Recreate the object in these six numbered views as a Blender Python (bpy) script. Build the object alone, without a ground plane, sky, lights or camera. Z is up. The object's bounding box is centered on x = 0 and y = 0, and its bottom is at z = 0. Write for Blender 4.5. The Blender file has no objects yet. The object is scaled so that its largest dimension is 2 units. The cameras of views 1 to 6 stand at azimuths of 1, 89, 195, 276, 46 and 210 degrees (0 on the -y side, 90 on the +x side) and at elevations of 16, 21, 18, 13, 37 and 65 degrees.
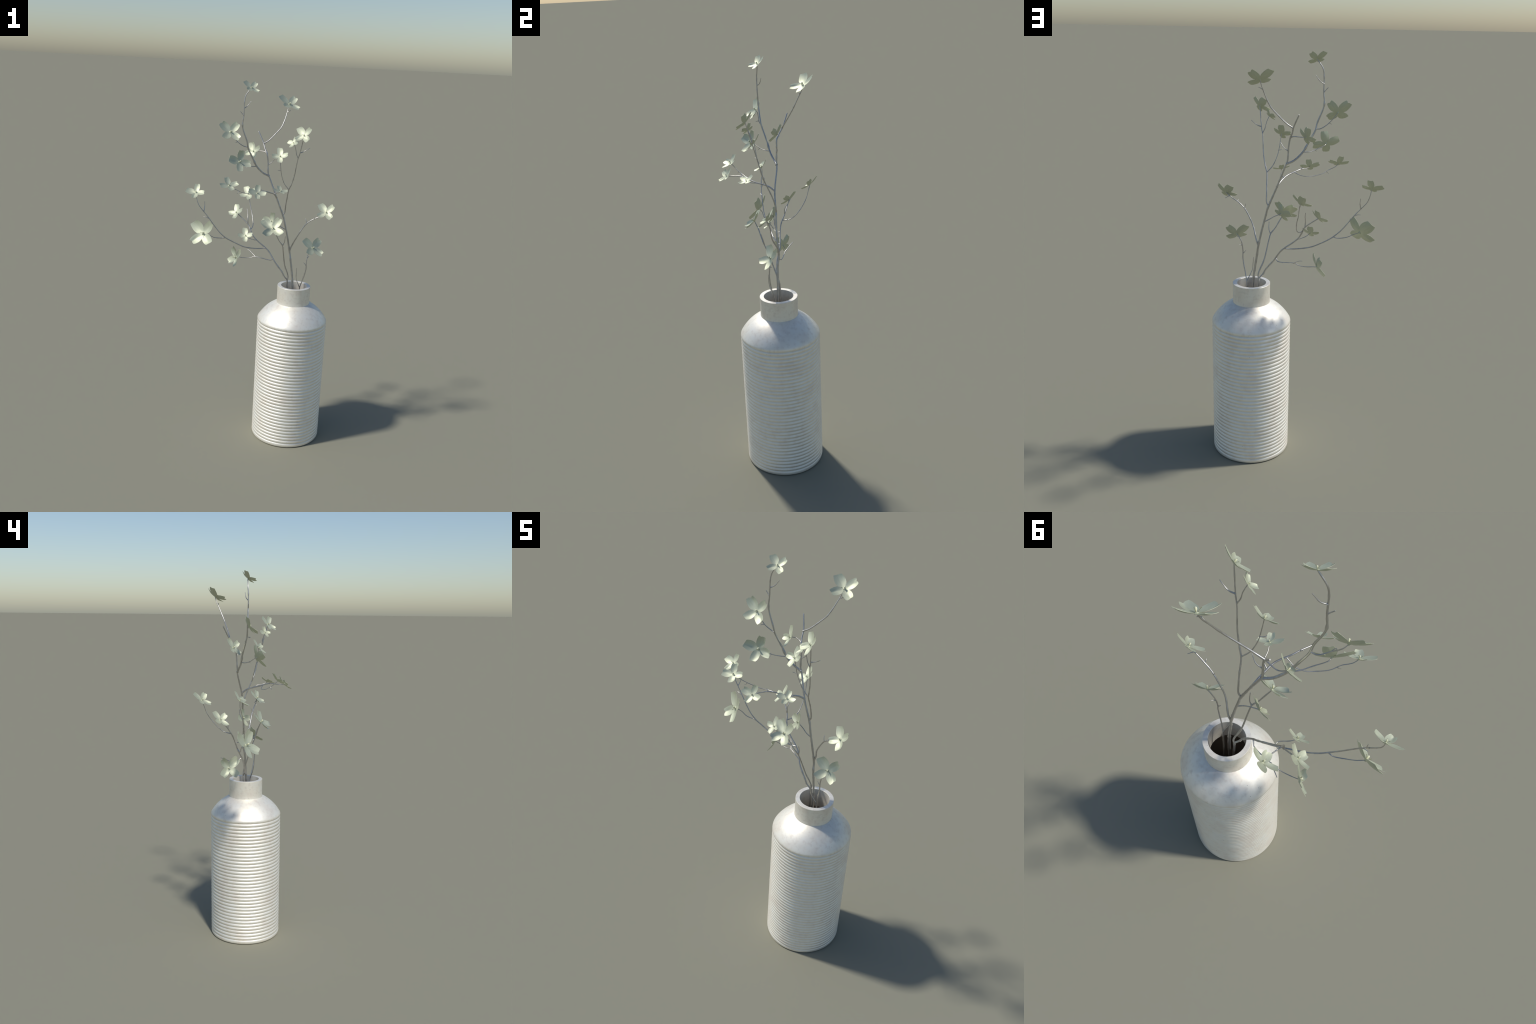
"""A ribbed white stoneware bottle vase holding three grey branches of pale four-petalled blossom."""
import bpy, bmesh, math, random
from mathutils import Vector, Matrix

SC = bpy.context.scene.collection
VASE_X, VASE_Y = 0.2084, 0.0121


# ------------------------------------------------------------------ materials
def new_material(name):
    m = bpy.data.materials.new(name)
    m.use_nodes = True
    nt = m.node_tree
    nt.nodes.clear()
    out = nt.nodes.new("ShaderNodeOutputMaterial")
    bsdf = nt.nodes.new("ShaderNodeBsdfPrincipled")
    nt.links.new(bsdf.outputs[0], out.inputs[0])
    return m, nt, bsdf


def noise(nt, coord, scale, detail=3.0, rough=0.55, stretch=(1, 1, 1)):
    mp = nt.nodes.new("ShaderNodeMapping")
    mp.inputs["Scale"].default_value = stretch
    nt.links.new(coord, mp.inputs[0])
    n = nt.nodes.new("ShaderNodeTexNoise")
    n.inputs["Scale"].default_value = scale
    n.inputs["Detail"].default_value = detail
    n.inputs["Roughness"].default_value = rough
    nt.links.new(mp.outputs[0], n.inputs["Vector"])
    return n.outputs["Fac"]


def ramp(nt, fac, stops):
    r = nt.nodes.new("ShaderNodeValToRGB")
    els = r.color_ramp.elements
    els[0].position, els[0].color = stops[0][0], (*stops[0][1], 1)
    els[1].position, els[1].color = stops[-1][0], (*stops[-1][1], 1)
    for p, c in stops[1:-1]:
        e = els.new(p)
        e.color = (*c, 1)
    nt.links.new(fac, r.inputs[0])
    return r.outputs[0]


def mix(nt, fac, a, b, mode="MIX"):
    m = nt.nodes.new("ShaderNodeMix")
    m.data_type = "RGBA"
    m.blend_type = mode
    for sock, v in ((m.inputs[0], fac), (m.inputs[6], a), (m.inputs[7], b)):
        if isinstance(v, (int, float)):
            sock.default_value = v
        elif isinstance(v, tuple):
            sock.default_value = (*v, 1)
        else:
            nt.links.new(v, sock)
    return m.outputs[2]


def bump(nt, bsdf, height, strength, dist):
    b = nt.nodes.new("ShaderNodeBump")
    b.inputs["Strength"].default_value = strength
    b.inputs["Distance"].default_value = dist
    nt.links.new(height, b.inputs["Height"])
    nt.links.new(b.outputs[0], bsdf.inputs["Normal"])


def stoneware(name, roughness, stain):
    """Off-white glaze: faint beige and cool blotches, tiny dark pits."""
    m, nt, bsdf = new_material(name)
    co = nt.nodes.new("ShaderNodeTexCoord").outputs["Object"]
    blotch = noise(nt, co, 14.0, 5.0, 0.6)
    fine = noise(nt, co, 55.0, 4.0, 0.6)
    base = ramp(nt, blotch, [(0.33, VASE_COOL), (0.50, VASE_MID), (0.66, VASE_WARM)])
    base = mix(nt, ramp(nt, fine, [(0.50, (0, 0, 0)), (0.72, (stain, stain, stain))]), base, VASE_STAIN)
    vor = nt.nodes.new("ShaderNodeTexVoronoi")
    vor.inputs["Scale"].default_value = 34.0
    nt.links.new(co, vor.inputs["Vector"])
    pit = ramp(nt, vor.outputs["Distance"], [(0.035, (1, 1, 1)), (0.075, (0, 0, 0))])
    keep = ramp(nt, noise(nt, co, 9.0, 1.0), [(0.52, (0, 0, 0)), (0.60, (0.6, 0.6, 0.6))])
    base = mix(nt, mix(nt, 1.0, pit, keep, "MULTIPLY"), base, (0.30, 0.27, 0.25))
    nt.links.new(base, bsdf.inputs["Base Color"])
    rr = nt.nodes.new("ShaderNodeMapRange")
    rr.inputs["To Min"].default_value = roughness - 0.05
    rr.inputs["To Max"].default_value = roughness + 0.08
    nt.links.new(fine, rr.inputs[0])
    nt.links.new(rr.outputs[0], bsdf.inputs["Roughness"])
    bsdf.inputs["Metallic"].default_value = METAL
    bump(nt, bsdf, fine, 0.12, 0.002)
    return m


METAL = 0.5
VASE_COOL = (0.90, 0.875, 0.79)
VASE_MID = (0.895, 0.855, 0.752)
VASE_WARM = (0.85, 0.79, 0.69)
VASE_STAIN = (0.70, 0.635, 0.55)
GLAZE = stoneware("stoneware_glaze", 0.49, 0.55)
RIBS = stoneware("stoneware_ribs", 0.48, 0.16)

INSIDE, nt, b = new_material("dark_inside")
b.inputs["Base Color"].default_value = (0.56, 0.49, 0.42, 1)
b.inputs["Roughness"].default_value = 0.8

BARK, nt, b = new_material("grey_bark")
co = nt.nodes.new("ShaderNodeTexCoord").outputs["Object"]
n1 = noise(nt, co, 90.0, 4.0, 0.6, (1, 1, 0.25))
nt.links.new(ramp(nt, n1, [(0.3, (0.45, 0.437, 0.412)), (0.7, (0.59, 0.575, 0.55))]), b.inputs["Base Color"])
b.inputs["Roughness"].default_value = 0.45
b.inputs["Metallic"].default_value = 1.0
bump(nt, b, n1, 0.15, 0.001)

PETAL, nt, b = new_material("petal_cream_green")
co = nt.nodes.new("ShaderNodeTexCoord").outputs["Object"]
veins = noise(nt, co, 7.0, 3.0, 0.5, (0.35, 3.0, 1.0))
nt.links.new(ramp(nt, veins, [(0.3, (0.535, 0.562, 0.425)), (0.7, (0.588, 0.612, 0.472))]), b.inputs["Base Color"])
b.inputs["Roughness"].default_value = 0.6
b.inputs["Metallic"].default_value = 0.7

BUD, nt, b = new_material("bud_cream")
co = nt.nodes.new("ShaderNodeTexCoord").outputs["Object"]
nt.links.new(ramp(nt, noise(nt, co, 9.0), [(0.3, (0.60, 0.60, 0.43)), (0.7, (0.72, 0.73, 0.55))]), b.inputs["Base Color"])
b.inputs["Roughness"].default_value = 0.45

STAMEN, nt, b = new_material("stamen_olive")
b.inputs["Base Color"].default_value = (0.23, 0.235, 0.14, 1)
b.inputs["Roughness"].default_value = 0.5


# ------------------------------------------------------------------ helpers
def add_object(name, mesh, parent, mats, location=(0, 0, 0)):
    ob = bpy.data.objects.new(name, mesh)
    SC.objects.link(ob)
    if mesh is not None and not mesh.materials:
        for mt in mats:
            mesh.materials.append(mt)
    ob.parent = parent
    ob.location = location
    return ob


def finish(bm, name, sharp=None):
    bmesh.ops.recalc_face_normals(bm, faces=bm.faces[:])
    me = bpy.data.meshes.new(name)
    bm.to_mesh(me)
    bm.free()
    me.polygons.foreach_set("use_smooth", [True] * len(me.polygons))
    if sharp is not None:
        me.set_sharp_from_angle(angle=math.radians(sharp))
    return me


def lathe(name, profile, segments, wobble=0.0, close_bottom=False, flip=False, sharp=None):
    """Spin (radius, z) pairs round the axis; wobble makes it slightly hand-thrown."""
    bm = bmesh.new()
    rings = []
    for r, z in profile:
        ring = []
        for k in range(segments):
            a = 2 * math.pi * k / segments
            w = wobble * (math.sin(3 * a + 41 * z) + 0.6 * math.sin(7 * a - 63 * z + 1.3) + 0.5 * math.sin(5 * a + 170 * z))
            ring.append(bm.verts.new(((r + w) * math.cos(a), (r + w) * math.sin(a), z)))
        rings.append(ring)
    for a, c in zip(rings, rings[1:]):
        for k in range(segments):
            k2 = (k + 1) % segments
            f = (a[k], a[k2], c[k2], c[k])
            bm.faces.new(f[::-1] if flip else f)
    if close_bottom:
        bm.faces.new(rings[0][::-1])
    me = bpy.data.meshes.new(name)
    bm.normal_update()
    bm.to_mesh(me)
    bm.free()
    me.polygons.foreach_set("use_smooth", [True] * len(me.polygons))
    if sharp is not None:
        me.set_sharp_from_angle(angle=math.radians(sharp))
    return me


# ------------------------------------------------------------------ vase
vase = bpy.data.objects.new("vase", None)
SC.objects.link(vase)
vase.location = (VASE_X, VASE_Y, 0)
vase["label"] = "white ribbed stoneware bottle vase with a short neck"
vase["category"] = "vase"

RIB_TOP, RIB_PITCH, RIB_COUNT = 0.6972, 0.01930, 35
R_GROOVE, R_RIB = 0.1899, 0.1945


def rib(z_hi, z_lo, steps=12):
    """One rounded rib between two grooves, listed from its lower groove up."""
    pts = []
    for i in range(steps):
        t = i / steps
        bulge = math.sin(math.pi * t) ** 0.78
        pts.append((R_GROOVE + (R_RIB - R_GROOVE) * bulge, z_lo + (z_hi - z_lo) * t))
    return pts


foot = RIB_TOP - RIB_PITCH * RIB_COUNT
body_profile = [(0.1880, 0.0), (0.1915, 0.0008), (0.1934, 0.0035), (0.1944, 0.0080), (0.1946, 0.0120), (0.1936, 0.0170), (0.1920, 0.0203)]
for i in range(RIB_COUNT, 0, -1):
    body_profile += rib(RIB_TOP - RIB_PITCH * (i - 1), RIB_TOP - RIB_PITCH * i)
body_profile.append((R_GROOVE, RIB_TOP))
add_object("ribbed_body", lathe("ribbed_body", body_profile, 144, 0.00012, close_bottom=True), vase, [RIBS])

shoulder_profile = [(R_GROOVE, RIB_TOP), (0.1920, 0.6986), (0.1939, 0.7020), (0.1946, 0.7062), (0.1940, 0.7108)]
for i in range(16):  # dome: a shallow arc from the lip up to the neck
    t = i / 15
    sag = 4 * 0.0105 * t * (1 - t)
    shoulder_profile.append((0.1929 - 0.1011 * t + 0.679 * sag, 0.7140 + 0.0932 * t + 0.734 * sag))
add_object("shoulder", lathe("shoulder", shoulder_profile, 144, 0.00006), vase, [GLAZE])

neck_profile = [(0.0918, 0.8072), (0.0913, 0.8095), (0.0912, 0.8300), (0.0914, 0.8700), (0.0916, 0.9037), (0.0909, 0.9044),
                (0.0723, 0.9044), (0.0716, 0.9037), (0.0714, 0.8600), (0.0716, 0.8000)]
add_object("neck", lathe("neck", neck_profile, 32, 0.0, sharp=28), vase, [GLAZE])

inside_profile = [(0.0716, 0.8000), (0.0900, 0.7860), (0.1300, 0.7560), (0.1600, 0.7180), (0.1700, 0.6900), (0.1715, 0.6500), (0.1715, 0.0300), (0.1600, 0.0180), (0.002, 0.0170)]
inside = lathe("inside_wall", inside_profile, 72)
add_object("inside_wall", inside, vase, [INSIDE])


# ------------------------------------------------------------------ branches
def flowering_branch(base, label):
    e = bpy.data.objects.new("flowering_branch", None)
    SC.objects.link(e)
    e.location = base
    e["label"] = label
    e["category"] = "flowering branch"
    return e


def spline(points, step=0.006):
    """Centripetal-like Catmull-Rom through the control points, evenly resampled."""
    P = [Vector(p) for p in points]
    P = [P[0] * 2 - P[1]] + P + [P[-1] * 2 - P[-2]]
    dense = []
    for i in range(1, len(P) - 2):
        a, b2, c, d = P[i - 1], P[i], P[i + 1], P[i + 2]
        L = (c - b2).length
        m1 = (c - a) * (L / max(1e-6, (b2 - a).length + L))
        m2 = (d - b2) * (L / max(1e-6, (d - c).length + L))
        n = max(2, int(L / 0.002))
        for k in range(n):
            t = k / n
            dense.append((2 * t**3 - 3 * t**2 + 1) * b2 + (t**3 - 2 * t**2 + t) * m1 + (3 * t**2 - 2 * t**3) * c + (t**3 - t**2) * m2)
    dense.append(P[-2])
    out, acc = [dense[0]], 0.0
    for p, q in zip(dense, dense[1:]):
        acc += (q - p).length
        if acc >= step:
            out.append(q)
            acc = 0.0
    if (out[-1] - dense[-1]).length < step * 0.4 and len(out) > 1:
        out.pop()
    out.append(dense[-1])
    return out


BRANCH_COUNT = [0]


def shoot(kind, thing, r0, r1, points, sides):
    BRANCH_COUNT[0] += 1
    rng = random.Random(100 + BRANCH_COUNT[0])
    base = Vector(thing.location)
    path = spline(points, 0.006 if len(points) > 3 else 0.004)
    total = sum((q - p).length for p, q in zip(path, path[1:]))
    knots = [(rng.uniform(0.1, 0.95) * total, rng.uniform(0.08, 0.28)) for _ in range(int(total / 0.035))]
    bm = bmesh.new()
    rings, run, up = [], 0.0, None
    for i, p in enumerate(path):
        t = (path[min(i + 1, len(path) - 1)] - path[max(i - 1, 0)]).normalized()
        if up is None:
            up = t.orthogonal().normalized()
        up = (up - t * up.dot(t)).normalized()
        side = t.cross(up)
        if i:
            run += (p - path[i - 1]).length
        f = run / total
        r = (r0 + (r1 - r0) * f ** 0.8) * 0.001 * (1.28 if kind == "stem" else 1.12)
        if kind == "twig":
            r *= 1 + 0.35 * math.exp(-run / 0.007)
        for kp, kh in knots:
            r *= 1 + kh * math.exp(-((run - kp) / 0.005) ** 2)
        r *= (1 + 0.035 * math.sin(run * 210 + BRANCH_COUNT[0]) + 0.02 * math.sin(run * 530))
        if i == len(path) - 1:
            r *= 0.75
        rings.append([bm.verts.new(p - base + (up * math.cos(2 * math.pi * k / sides) + side * math.sin(2 * math.pi * k / sides)) * r)
                      for k in range(sides)])
    for a, c in zip(rings, rings[1:]):
        for k in range(sides):
            bm.faces.new((a[k], a[(k + 1) % sides], c[(k + 1) % sides], c[k]))
    bm.faces.new(rings[0][::-1])
    bm.faces.new(rings[-1])
    return add_object(kind, finish(bm, kind, 60), thing, [BARK])


def stem(thing, r0, r1, points):
    return shoot("stem", thing, r0, r1, points, 12)


def twig(thing, r0, r1, points):
    return shoot("twig", thing, r0, r1, points, 8)


# ------------------------------------------------------------------ blossoms
def smooth(t, a, b2):
    t = min(1.0, max(0.0, (t - a) / (b2 - a)))
    return t * t * (3 - 2 * t)


WIDTH = [(0.0, 0.10), (0.1, 0.165), (0.2, 0.24), (0.35, 0.318), (0.5, 0.345), (0.65, 0.345), (0.8, 0.322), (0.92, 0.285), (1.0, 0.242)]


def half_width(t):
    for (t0, w0), (t1, w1) in zip(WIDTH, WIDTH[1:]):
        if t <= t1:
            u = (t - t0) / (t1 - t0)
            return w0 + (w1 - w0) * u
    return WIDTH[-1][1]


def petal_mesh(reach, rise, notch, notch_at, crease, lean, width, curl):
    """Blunt-tipped bract of unit size: lies along +x, bowl-shaped, tip optionally notched and creased."""
    NX, NY = 12, 10
    bm = bmesh.new()
    grid = []
    for i in range(NX + 1):
        t = i / NX
        row = []
        for j in range(NY + 1):
            v = -1 + 2 * j / NY
            w = half_width(t) * width
            tip = 1.0 - 0.01 * v * v + lean * v - notch * math.exp(-((v - notch_at) / 0.28) ** 2) + 0.02
            x = reach * (0.03 + 0.97 * t * (1 + (tip - 1) * smooth(t, 0.55, 1.0)))
            y = v * w * reach
            z = rise * ((1 - curl) * t + curl * t * t)
            z += (0.52 * (v * w) ** 2 + 0.075 * abs(v) * w) * smooth(t, 0.0, 0.3) * (1 - 0.25 * t)
            z -= crease * math.exp(-((v - notch_at) / 0.3) ** 2) * smooth(t, 0.25, 0.9)
            row.append(bm.verts.new((x, y, z)))
        grid.append(row)
    for i in range(NX):
        for j in range(NY):
            bm.faces.new((grid[i][j], grid[i + 1][j], grid[i + 1][j + 1], grid[i][j + 1]))
    bm.normal_update()
    top = bm.faces[:]
    bmesh.ops.solidify(bm, geom=top, thickness=0.007)
    me = finish(bm, "petal", 50)
    me.materials.append(PETAL)
    return me


# four bracts differ in reach and rise; each comes plain or notched
PETALS = [
    [petal_mesh(0.97, 0.27, 0.065, 0.10, 0.015, 0.02, 0.98, 1.25), petal_mesh(0.96, 0.28, 0.05, 0.40, 0.01, -0.02, 1.0, 1.15)],
    [petal_mesh(1.08, 0.17, 0.00, 0.0, 0.0, 0.05, 1.02, 1.8), petal_mesh(1.09, 0.18, 0.06, -0.35, 0.05, 0.02, 1.02, 1.5)],
    [petal_mesh(0.93, 0.26, 0.0, 0.0, 0.0, -0.06, 1.0, 1.3), petal_mesh(0.94, 0.26, 0.05, -0.2, 0.06, -0.02, 1.02, 1.1)],
    [petal_mesh(0.98, 0.21, 0.06, 0.3, 0.05, -0.04, 1.0, 1.5), petal_mesh(0.98, 0.21, 0.03, -0.3, 0.02, 0.05, 1.0, 1.3)],
]
PETAL_TURN = [2, 91, 181, 270]


def pear_mesh(name, profile, mat, sides=12, bend=0.0):
    bm = bmesh.new()
    rings = []
    for r, z in profile:
        rings.append([bm.verts.new((r * math.cos(2 * math.pi * k / sides) + bend * z * z, r * math.sin(2 * math.pi * k / sides), z)) for k in range(sides)])
    for a, c in zip(rings, rings[1:]):
        for k in range(sides):
            bm.faces.new((a[k], a[(k + 1) % sides], c[(k + 1) % sides], c[k]))
    bm.faces.new(rings[0][::-1])
    bm.faces.new(rings[-1])
    me = finish(bm, name)
    me.materials.append(mat)
    return me


BUD_MESH = pear_mesh("bud", [(0.014, 0.0), (0.022, 0.04), (0.045, 0.09), (0.056, 0.13), (0.056, 0.16), (0.042, 0.195), (0.018, 0.215), (0.004, 0.22)], BUD)
STAMEN_MESH = pear_mesh("stamen", [(0.011, 0.0), (0.010, 0.07), (0.010, 0.15), (0.013, 0.19), (0.020, 0.21), (0.019, 0.235), (0.006, 0.25)], STAMEN, 8, 1.1)
HEART_MESH = pear_mesh("flower", [(0.030, -0.075), (0.040, -0.05), (0.075, -0.02), (0.105, 0.0), (0.10, 0.018), (0.05, 0.028), (0.01, 0.03)], PETAL, 14)


def flower(thing, at, facing, petal_dir, size, seed):
    rng = random.Random(seed)
    n = Vector(facing).normalized()
    x = Vector(petal_dir)
    x = (x - n * x.dot(n)).normalized()
    y = n.cross(x)
    frame = Matrix((x, y, n)).transposed().to_4x4()
    heart = add_object("flower", HEART_MESH, thing, [])
    heart.matrix_local = Matrix.Translation(Vector(at) - Vector(thing.location)) @ frame @ Matrix.Scale(size, 4)
    for k in range(4):
        variant = rng.choice((0, 1))
        p = add_object("petal", PETALS[k][variant], heart, [])
        p.matrix_local = (Matrix.Rotation(math.radians(PETAL_TURN[k] + rng.uniform(-1.5, 1.5)), 4, "Z")
                          @ Matrix.Rotation(math.radians(rng.uniform(-1.5, 1.5)), 4, "X")
                          @ Matrix.Translation((0, 0, 0.004 * k)))
    bud = add_object("bud", BUD_MESH, heart, [])
    bud.matrix_local = Matrix.Translation((0.01, -0.01, 0.015)) @ Matrix.Rotation(math.radians(rng.uniform(4, 14)), 4, "Y")
    turn = rng.uniform(0, 6.28)
    for k in range(3):
        s = add_object("stamen", STAMEN_MESH, heart, [])
        s.matrix_local = (Matrix.Rotation(turn + k * 2.1 + rng.uniform(-0.4, 0.4), 4, "Z")
                          @ Matrix.Translation((0.05, 0, 0.01))
                          @ Matrix.Rotation(math.radians(rng.uniform(5, 22)), 4, "Y")
                          @ Matrix.Scale(rng.uniform(0.65, 1.0), 4))
    return heart



TALL = flowering_branch(base=(0.212, 0.001, 0.25), label="tall grey branch with many pale four-petalled blossoms")
stem(TALL, 6.2, 2.4, [(0.212, 0.001, 0.25), (0.209, 0.0045, 0.72), (0.2044, 0.0088, 0.84), (0.2, 0.01, 0.905), (0.191, 0.013, 0.982), (0.179, 0.016, 1.055), (0.173, 0.023, 1.089), (0.153, 0.019, 1.188), (0.136, 0.019, 1.254), (0.127, 0.021, 1.288), (0.086, 0.021, 1.387), (0.042, 0.038, 1.492), (0.031, 0.038, 1.522), (0.026, 0.042, 1.589), (0.019, 0.044, 1.624), (0.006, 0.059, 1.65), (-0.003, 0.076, 1.677), (-0.033, 0.101, 1.736)])  # stem, tall: rises left to a cut stub
twig(TALL, 4.4, 2.2, [(0.037, 0.038, 1.506), (0.006, 0.029, 1.52), (-0.022, 0.015, 1.546), (-0.04, 0.007, 1.572), (-0.054, 0.001, 1.601), (-0.081, -0.017, 1.656), (-0.087, -0.025, 1.689), (-0.114, -0.031, 1.766), (-0.11, -0.033, 1.828), (-0.109, -0.033, 1.895), (-0.103, -0.03, 1.927), (-0.078, -0.027, 1.963)])  # high leading twig
twig(TALL, 3.5, 2.0, [(0.171, 0.023, 1.098), (0.181, 0.023, 1.127), (0.208, -0.005, 1.192), (0.245, -0.014, 1.257), (0.265, -0.019, 1.278), (0.292, -0.023, 1.297), (0.323, -0.028, 1.313), (0.352, -0.029, 1.335)])  # low right twig
twig(TALL, 2.2, 1.5, [(0.144, 0.019, 1.219), (0.121, 0.012, 1.232), (0.098, 0.012, 1.247), (0.063, 0.012, 1.263)])
twig(TALL, 3.1, 1.6, [(0.123, 0.021, 1.298), (0.133, 0.021, 1.317), (0.135, 0.014, 1.353), (0.139, 0.001, 1.391), (0.145, -0.022, 1.445), (0.157, -0.034, 1.477), (0.166, -0.042, 1.509), (0.172, -0.049, 1.541), (0.181, -0.067, 1.613), (0.19, -0.076, 1.648), (0.206, -0.1, 1.743)])  # right-hand leader
twig(TALL, 1.9, 1.3, [(0.146, -0.024, 1.448), (0.12, -0.035, 1.481), (0.102, -0.047, 1.529), (0.097, -0.055, 1.56), (0.089, -0.064, 1.626)])
twig(TALL, 1.9, 1.2, [(0.183, -0.069, 1.622), (0.173, -0.075, 1.644), (0.167, -0.079, 1.672), (0.156, -0.09, 1.702)])
twig(TALL, 2.12, 1.12, [(0.19, -0.077, 1.651), (0.21, -0.071, 1.659), (0.24, -0.075, 1.679)])
twig(TALL, 1.38, 0.88, [(0.099, -0.052, 1.551), (0.087, -0.057, 1.553), (0.08, -0.064, 1.556)])
twig(TALL, 3.8, 1.7, [(0.084, 0.022, 1.392), (0.075, -0.004, 1.411), (0.068, -0.031, 1.422), (0.059, -0.064, 1.431), (0.047, -0.083, 1.437), (0.022, -0.111, 1.448), (0.005, -0.139, 1.453), (-0.013, -0.174, 1.451), (-0.018, -0.203, 1.452)])  # front twig
twig(TALL, 1.7, 1.2, [(0.034, -0.097, 1.443), (-0.002, -0.089, 1.431), (-0.032, -0.093, 1.428), (-0.061, -0.109, 1.429), (-0.098, -0.131, 1.439), (-0.122, -0.154, 1.454), (-0.15, -0.17, 1.468), (-0.162, -0.184, 1.481)])
twig(TALL, 1.62, 0.88, [(0.008, -0.133, 1.452), (-0.003, -0.132, 1.464)])
twig(TALL, 1.88, 1.25, [(0.066, -0.04, 1.424), (0.086, -0.055, 1.434), (0.092, -0.086, 1.44), (0.101, -0.111, 1.451)])
twig(TALL, 2.6, 1.3, [(0.017, 0.046, 1.628), (0.001, 0.054, 1.634), (-0.033, 0.061, 1.634), (-0.054, 0.048, 1.633)])
twig(TALL, 2.0, 1.0, [(0.028, 0.04, 1.565), (0.048, 0.044, 1.58), (0.066, 0.035, 1.602)])
twig(TALL, 3.0, 1.8, [(-0.002, 0.073, 1.673), (0.029, 0.081, 1.694), (0.07, 0.102, 1.738), (0.09, 0.114, 1.763), (0.103, 0.129, 1.794), (0.112, 0.143, 1.824), (0.119, 0.158, 1.854), (0.125, 0.166, 1.881)])
twig(TALL, 2.0, 0.88, [(0.116, 0.151, 1.841), (0.129, 0.149, 1.847), (0.135, 0.157, 1.85)])
twig(TALL, 2.0, 1.3, [(-0.082, -0.018, 1.661), (-0.105, -0.018, 1.665), (-0.135, -0.032, 1.686), (-0.164, -0.035, 1.718), (-0.175, -0.043, 1.736)])
twig(TALL, 1.5, 0.75, [(-0.136, -0.032, 1.688), (-0.141, -0.048, 1.686), (-0.149, -0.042, 1.684)])
twig(TALL, 2.0, 1.3, [(-0.031, 0.011, 1.559), (-0.059, -0.013, 1.559), (-0.081, -0.036, 1.566), (-0.118, -0.067, 1.585), (-0.119, -0.078, 1.589)])
twig(TALL, 1.38, 0.75, [(-0.081, -0.036, 1.566), (-0.081, -0.046, 1.556)])
twig(TALL, 2.12, 1.0, [(-0.11, -0.033, 1.86), (-0.095, -0.021, 1.871), (-0.075, -0.013, 1.898)])
twig(TALL, 2.12, 1.12, [(-0.111, -0.033, 1.825), (-0.129, -0.037, 1.845)])
twig(TALL, 1.5, 0.88, [(0.255, -0.016, 1.268), (0.249, -0.014, 1.282), (0.245, -0.008, 1.294)])
twig(TALL, 1.5, 0.88, [(0.292, -0.023, 1.296), (0.291, -0.03, 1.304), (0.294, -0.037, 1.305)])
twig(TALL, 1.75, 0.88, [(0.333, -0.028, 1.321), (0.352, -0.015, 1.31)])
twig(TALL, 1.5, 0.75, [(-0.113, -0.145, 1.448), (-0.117, -0.149, 1.441), (-0.123, -0.153, 1.436)])
flower(TALL, at=(-0.077, -0.028, 1.964), facing=(0.34, -0.57, 0.75), petal_dir=(0.46, 0.8, 0.39), size=0.0442, seed=1)
flower(TALL, at=(0.125, 0.165, 1.882), facing=(0.32, -0.55, 0.77), petal_dir=(0.47, 0.8, 0.37), size=0.0606, seed=2)
flower(TALL, at=(-0.175, -0.044, 1.737), facing=(0.23, -0.81, 0.53), petal_dir=(0.59, 0.55, 0.59), size=0.0602, seed=3)
flower(TALL, at=(-0.054, 0.047, 1.633), facing=(-0.46, -0.76, 0.46), petal_dir=(0.86, -0.25, 0.44), size=0.0469, seed=4)
flower(TALL, at=(-0.119, -0.079, 1.59), facing=(0.47, -0.78, 0.4), petal_dir=(0.05, 0.48, 0.88), size=0.0595, seed=5)
flower(TALL, at=(0.089, -0.065, 1.627), facing=(-0.16, -0.76, 0.63), petal_dir=(0.99, -0.1, 0.13), size=0.0433, seed=6)
flower(TALL, at=(0.205, -0.101, 1.744), facing=(-0.37, -0.75, 0.55), petal_dir=(0.8, 0.05, 0.6), size=0.0488, seed=7)
flower(TALL, at=(0.155, -0.09, 1.702), facing=(-0.53, -0.6, 0.59), petal_dir=(0.44, 0.41, 0.8), size=0.0328, seed=8)
flower(TALL, at=(-0.162, -0.185, 1.482), facing=(0.22, -0.57, 0.79), petal_dir=(-0.41, 0.68, 0.6), size=0.0465, seed=11)
flower(TALL, at=(-0.017, -0.204, 1.453), facing=(0.26, -0.68, 0.68), petal_dir=(-0, 0.71, 0.71), size=0.0437, seed=12)
flower(TALL, at=(0.063, 0.012, 1.263), facing=(-0.41, -0.82, 0.39), petal_dir=(0.29, 0.29, 0.91), size=0.0475, seed=16)
flower(TALL, at=(0.101, -0.111, 1.452), facing=(0.27, -0.3, 0.91), petal_dir=(-0.32, 0.87, 0.38), size=0.0387, seed=18)
flower(TALL, at=(0.352, -0.029, 1.336), facing=(-0.18, -0.75, 0.64), petal_dir=(0.82, 0.25, 0.51), size=0.0526, seed=19)

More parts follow.
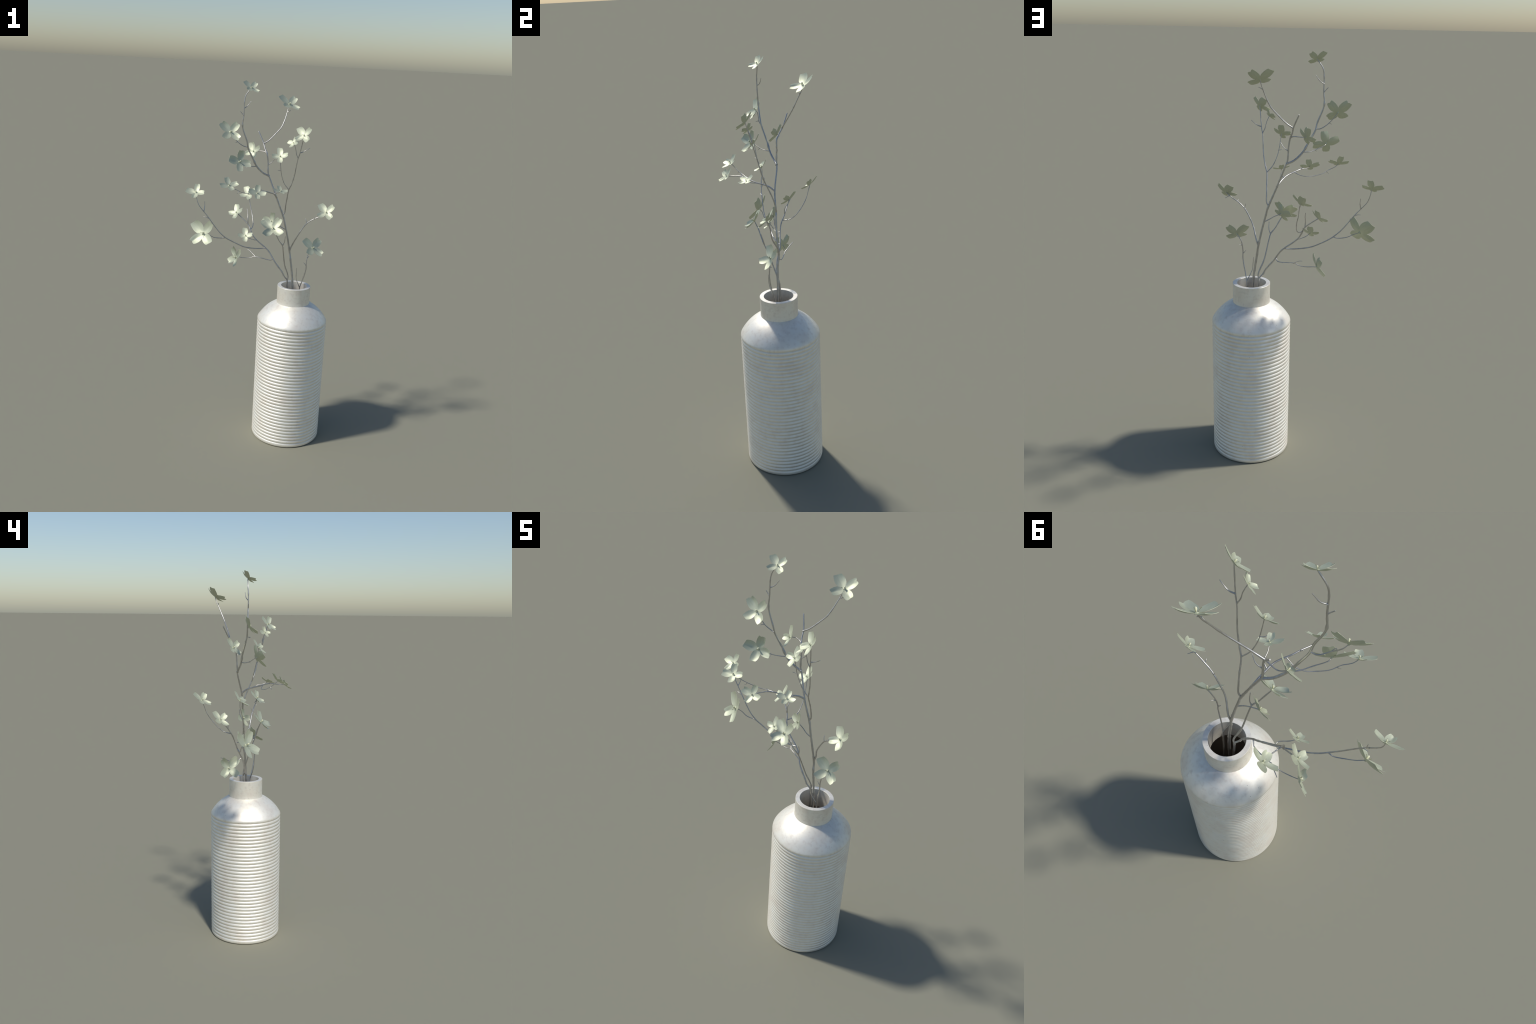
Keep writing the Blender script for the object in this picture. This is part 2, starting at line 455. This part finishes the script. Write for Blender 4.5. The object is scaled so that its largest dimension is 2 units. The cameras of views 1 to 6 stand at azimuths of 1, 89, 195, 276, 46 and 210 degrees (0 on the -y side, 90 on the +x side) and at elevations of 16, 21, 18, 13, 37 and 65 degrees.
LEANING = flowering_branch(base=(0.194, 0.014, 0.25), label="leaning grey branch with pale four-petalled blossoms")
stem(LEANING, 5.4, 1.9, [(0.194, 0.014, 0.25), (0.188, 0.017, 0.72), (0.176, 0.0206, 0.84), (0.1698, 0.0224, 0.9), (0.1665, 0.021, 0.933), (0.15, 0.013, 0.953), (0.139, 0.011, 0.976), (0.094, 0.016, 1.033), (0.053, 0.035, 1.091), (-0.003, 0.041, 1.137), (-0.029, 0.045, 1.162), (-0.047, 0.053, 1.19), (-0.061, 0.068, 1.219), (-0.08, 0.078, 1.239), (-0.133, 0.102, 1.281)])  # stem leaning left
twig(LEANING, 2.2, 1.3, [(0.084, 0.021, 1.047), (0.066, 0.04, 1.035), (-0.018, 0.064, 1.044), (-0.043, 0.066, 1.036), (-0.071, 0.066, 1.033), (-0.108, 0.064, 1.036), (-0.124, 0.061, 1.036)])
twig(LEANING, 2.25, 1.12, [(-0.015, 0.063, 1.043), (-0.048, 0.093, 1.067), (-0.068, 0.11, 1.075)])
twig(LEANING, 3.0, 1.5, [(0.038, 0.037, 1.103), (0.004, 0.028, 1.101), (-0.027, 0.019, 1.103), (-0.058, 0.011, 1.107), (-0.088, 0.005, 1.115), (-0.123, -0.001, 1.131), (-0.157, -0.01, 1.149), (-0.179, -0.019, 1.163), (-0.217, -0.029, 1.198), (-0.281, -0.034, 1.281), (-0.329, -0.032, 1.338), (-0.343, -0.025, 1.372), (-0.349, -0.025, 1.406)])  # long low left twig
twig(LEANING, 2.0, 1.3, [(-0.181, -0.02, 1.165), (-0.201, -0.018, 1.161), (-0.241, -0.03, 1.165), (-0.273, -0.036, 1.18), (-0.3, -0.049, 1.189)])
twig(LEANING, 2.12, 1.12, [(-0.303, -0.033, 1.308), (-0.3, -0.019, 1.333), (-0.302, -0.015, 1.36)])
twig(LEANING, 1.88, 1.0, [(-0.273, -0.034, 1.27), (-0.286, -0.038, 1.276), (-0.303, -0.036, 1.278)])
twig(LEANING, 1.7, 1.2, [(-0.017, 0.043, 1.15), (-0.02, 0.026, 1.149), (-0.055, 0.009, 1.162), (-0.075, -0.003, 1.178)])
twig(LEANING, 2.2, 1.4, [(-0.051, 0.058, 1.199), (-0.041, 0.094, 1.206), (-0.039, 0.119, 1.222), (-0.044, 0.144, 1.247), (-0.051, 0.165, 1.275), (-0.061, 0.182, 1.305), (-0.067, 0.194, 1.34), (-0.075, 0.204, 1.371)])
twig(LEANING, 2.38, 1.0, [(-0.067, 0.072, 1.225), (-0.068, 0.073, 1.256), (-0.07, 0.09, 1.279), (-0.076, 0.107, 1.305)])
twig(LEANING, 3.4, 2.0, [(0.1678, 0.0215, 0.925), (0.1715, 0.0205, 0.955), (0.149, -0.001, 1.023), (0.135, -0.032, 1.116), (0.129, -0.044, 1.145), (0.11, -0.055, 1.173), (0.093, -0.065, 1.206), (0.072, -0.082, 1.244)])  # upright twig from the rim
twig(LEANING, 2.25, 1.25, [(0.129, -0.043, 1.143), (0.139, -0.046, 1.164), (0.142, -0.056, 1.2)])
flower(LEANING, at=(-0.349, -0.025, 1.407), facing=(-0.04, -0.68, 0.73), petal_dir=(0.19, 0.72, 0.67), size=0.0479, seed=9)
flower(LEANING, at=(-0.301, -0.05, 1.189), facing=(-0.37, -0.84, 0.41), petal_dir=(0.71, 0.03, 0.71), size=0.0771, seed=10)
flower(LEANING, at=(-0.075, 0.203, 1.371), facing=(-0.35, -0.61, 0.71), petal_dir=(0.9, -0.02, 0.43), size=0.0488, seed=13)
flower(LEANING, at=(-0.134, 0.101, 1.282), facing=(-0.5, -0.57, 0.65), petal_dir=(0.86, -0.4, 0.31), size=0.0462, seed=14)
flower(LEANING, at=(-0.075, -0.003, 1.178), facing=(-0.12, -0.74, 0.66), petal_dir=(0.99, -0.06, 0.12), size=0.041, seed=15)
flower(LEANING, at=(0.072, -0.083, 1.245), facing=(-0.11, -0.75, 0.65), petal_dir=(0.64, 0.45, 0.63), size=0.0653, seed=17)
flower(LEANING, at=(-0.125, 0.06, 1.037), facing=(-0.81, -0.51, 0.28), petal_dir=(0.15, -0.66, -0.73), size=0.0607, seed=21)

SHORT = flowering_branch(base=(0.23, 0.018, 0.25), label="short grey twig with one pale blossom")
stem(SHORT, 3.6, 1.9, [(0.23, 0.018, 0.25), (0.2325, 0.013, 0.72), (0.2375, -0.001, 0.84), (0.24, -0.008, 0.901), (0.253, -0.02, 0.953), (0.266, -0.028, 1.011), (0.266, -0.028, 1.053), (0.273, -0.022, 1.102), (0.295, -0.02, 1.134)])  # short stem
twig(SHORT, 2.2, 1.1, [(0.24, -0.007, 0.899), (0.217, -0.028, 0.955), (0.215, -0.032, 0.986), (0.213, -0.033, 1.02)])
twig(SHORT, 1.75, 0.88, [(0.266, -0.028, 1.033), (0.25, -0.029, 1.053)])
twig(SHORT, 1.75, 0.88, [(0.27, -0.025, 1.078), (0.28, -0.012, 1.085)])
flower(SHORT, at=(0.296, -0.021, 1.134), facing=(0.34, -0.73, 0.6), petal_dir=(0.51, 0.68, 0.53), size=0.0617, seed=20)

bpy.context.view_layer.update()
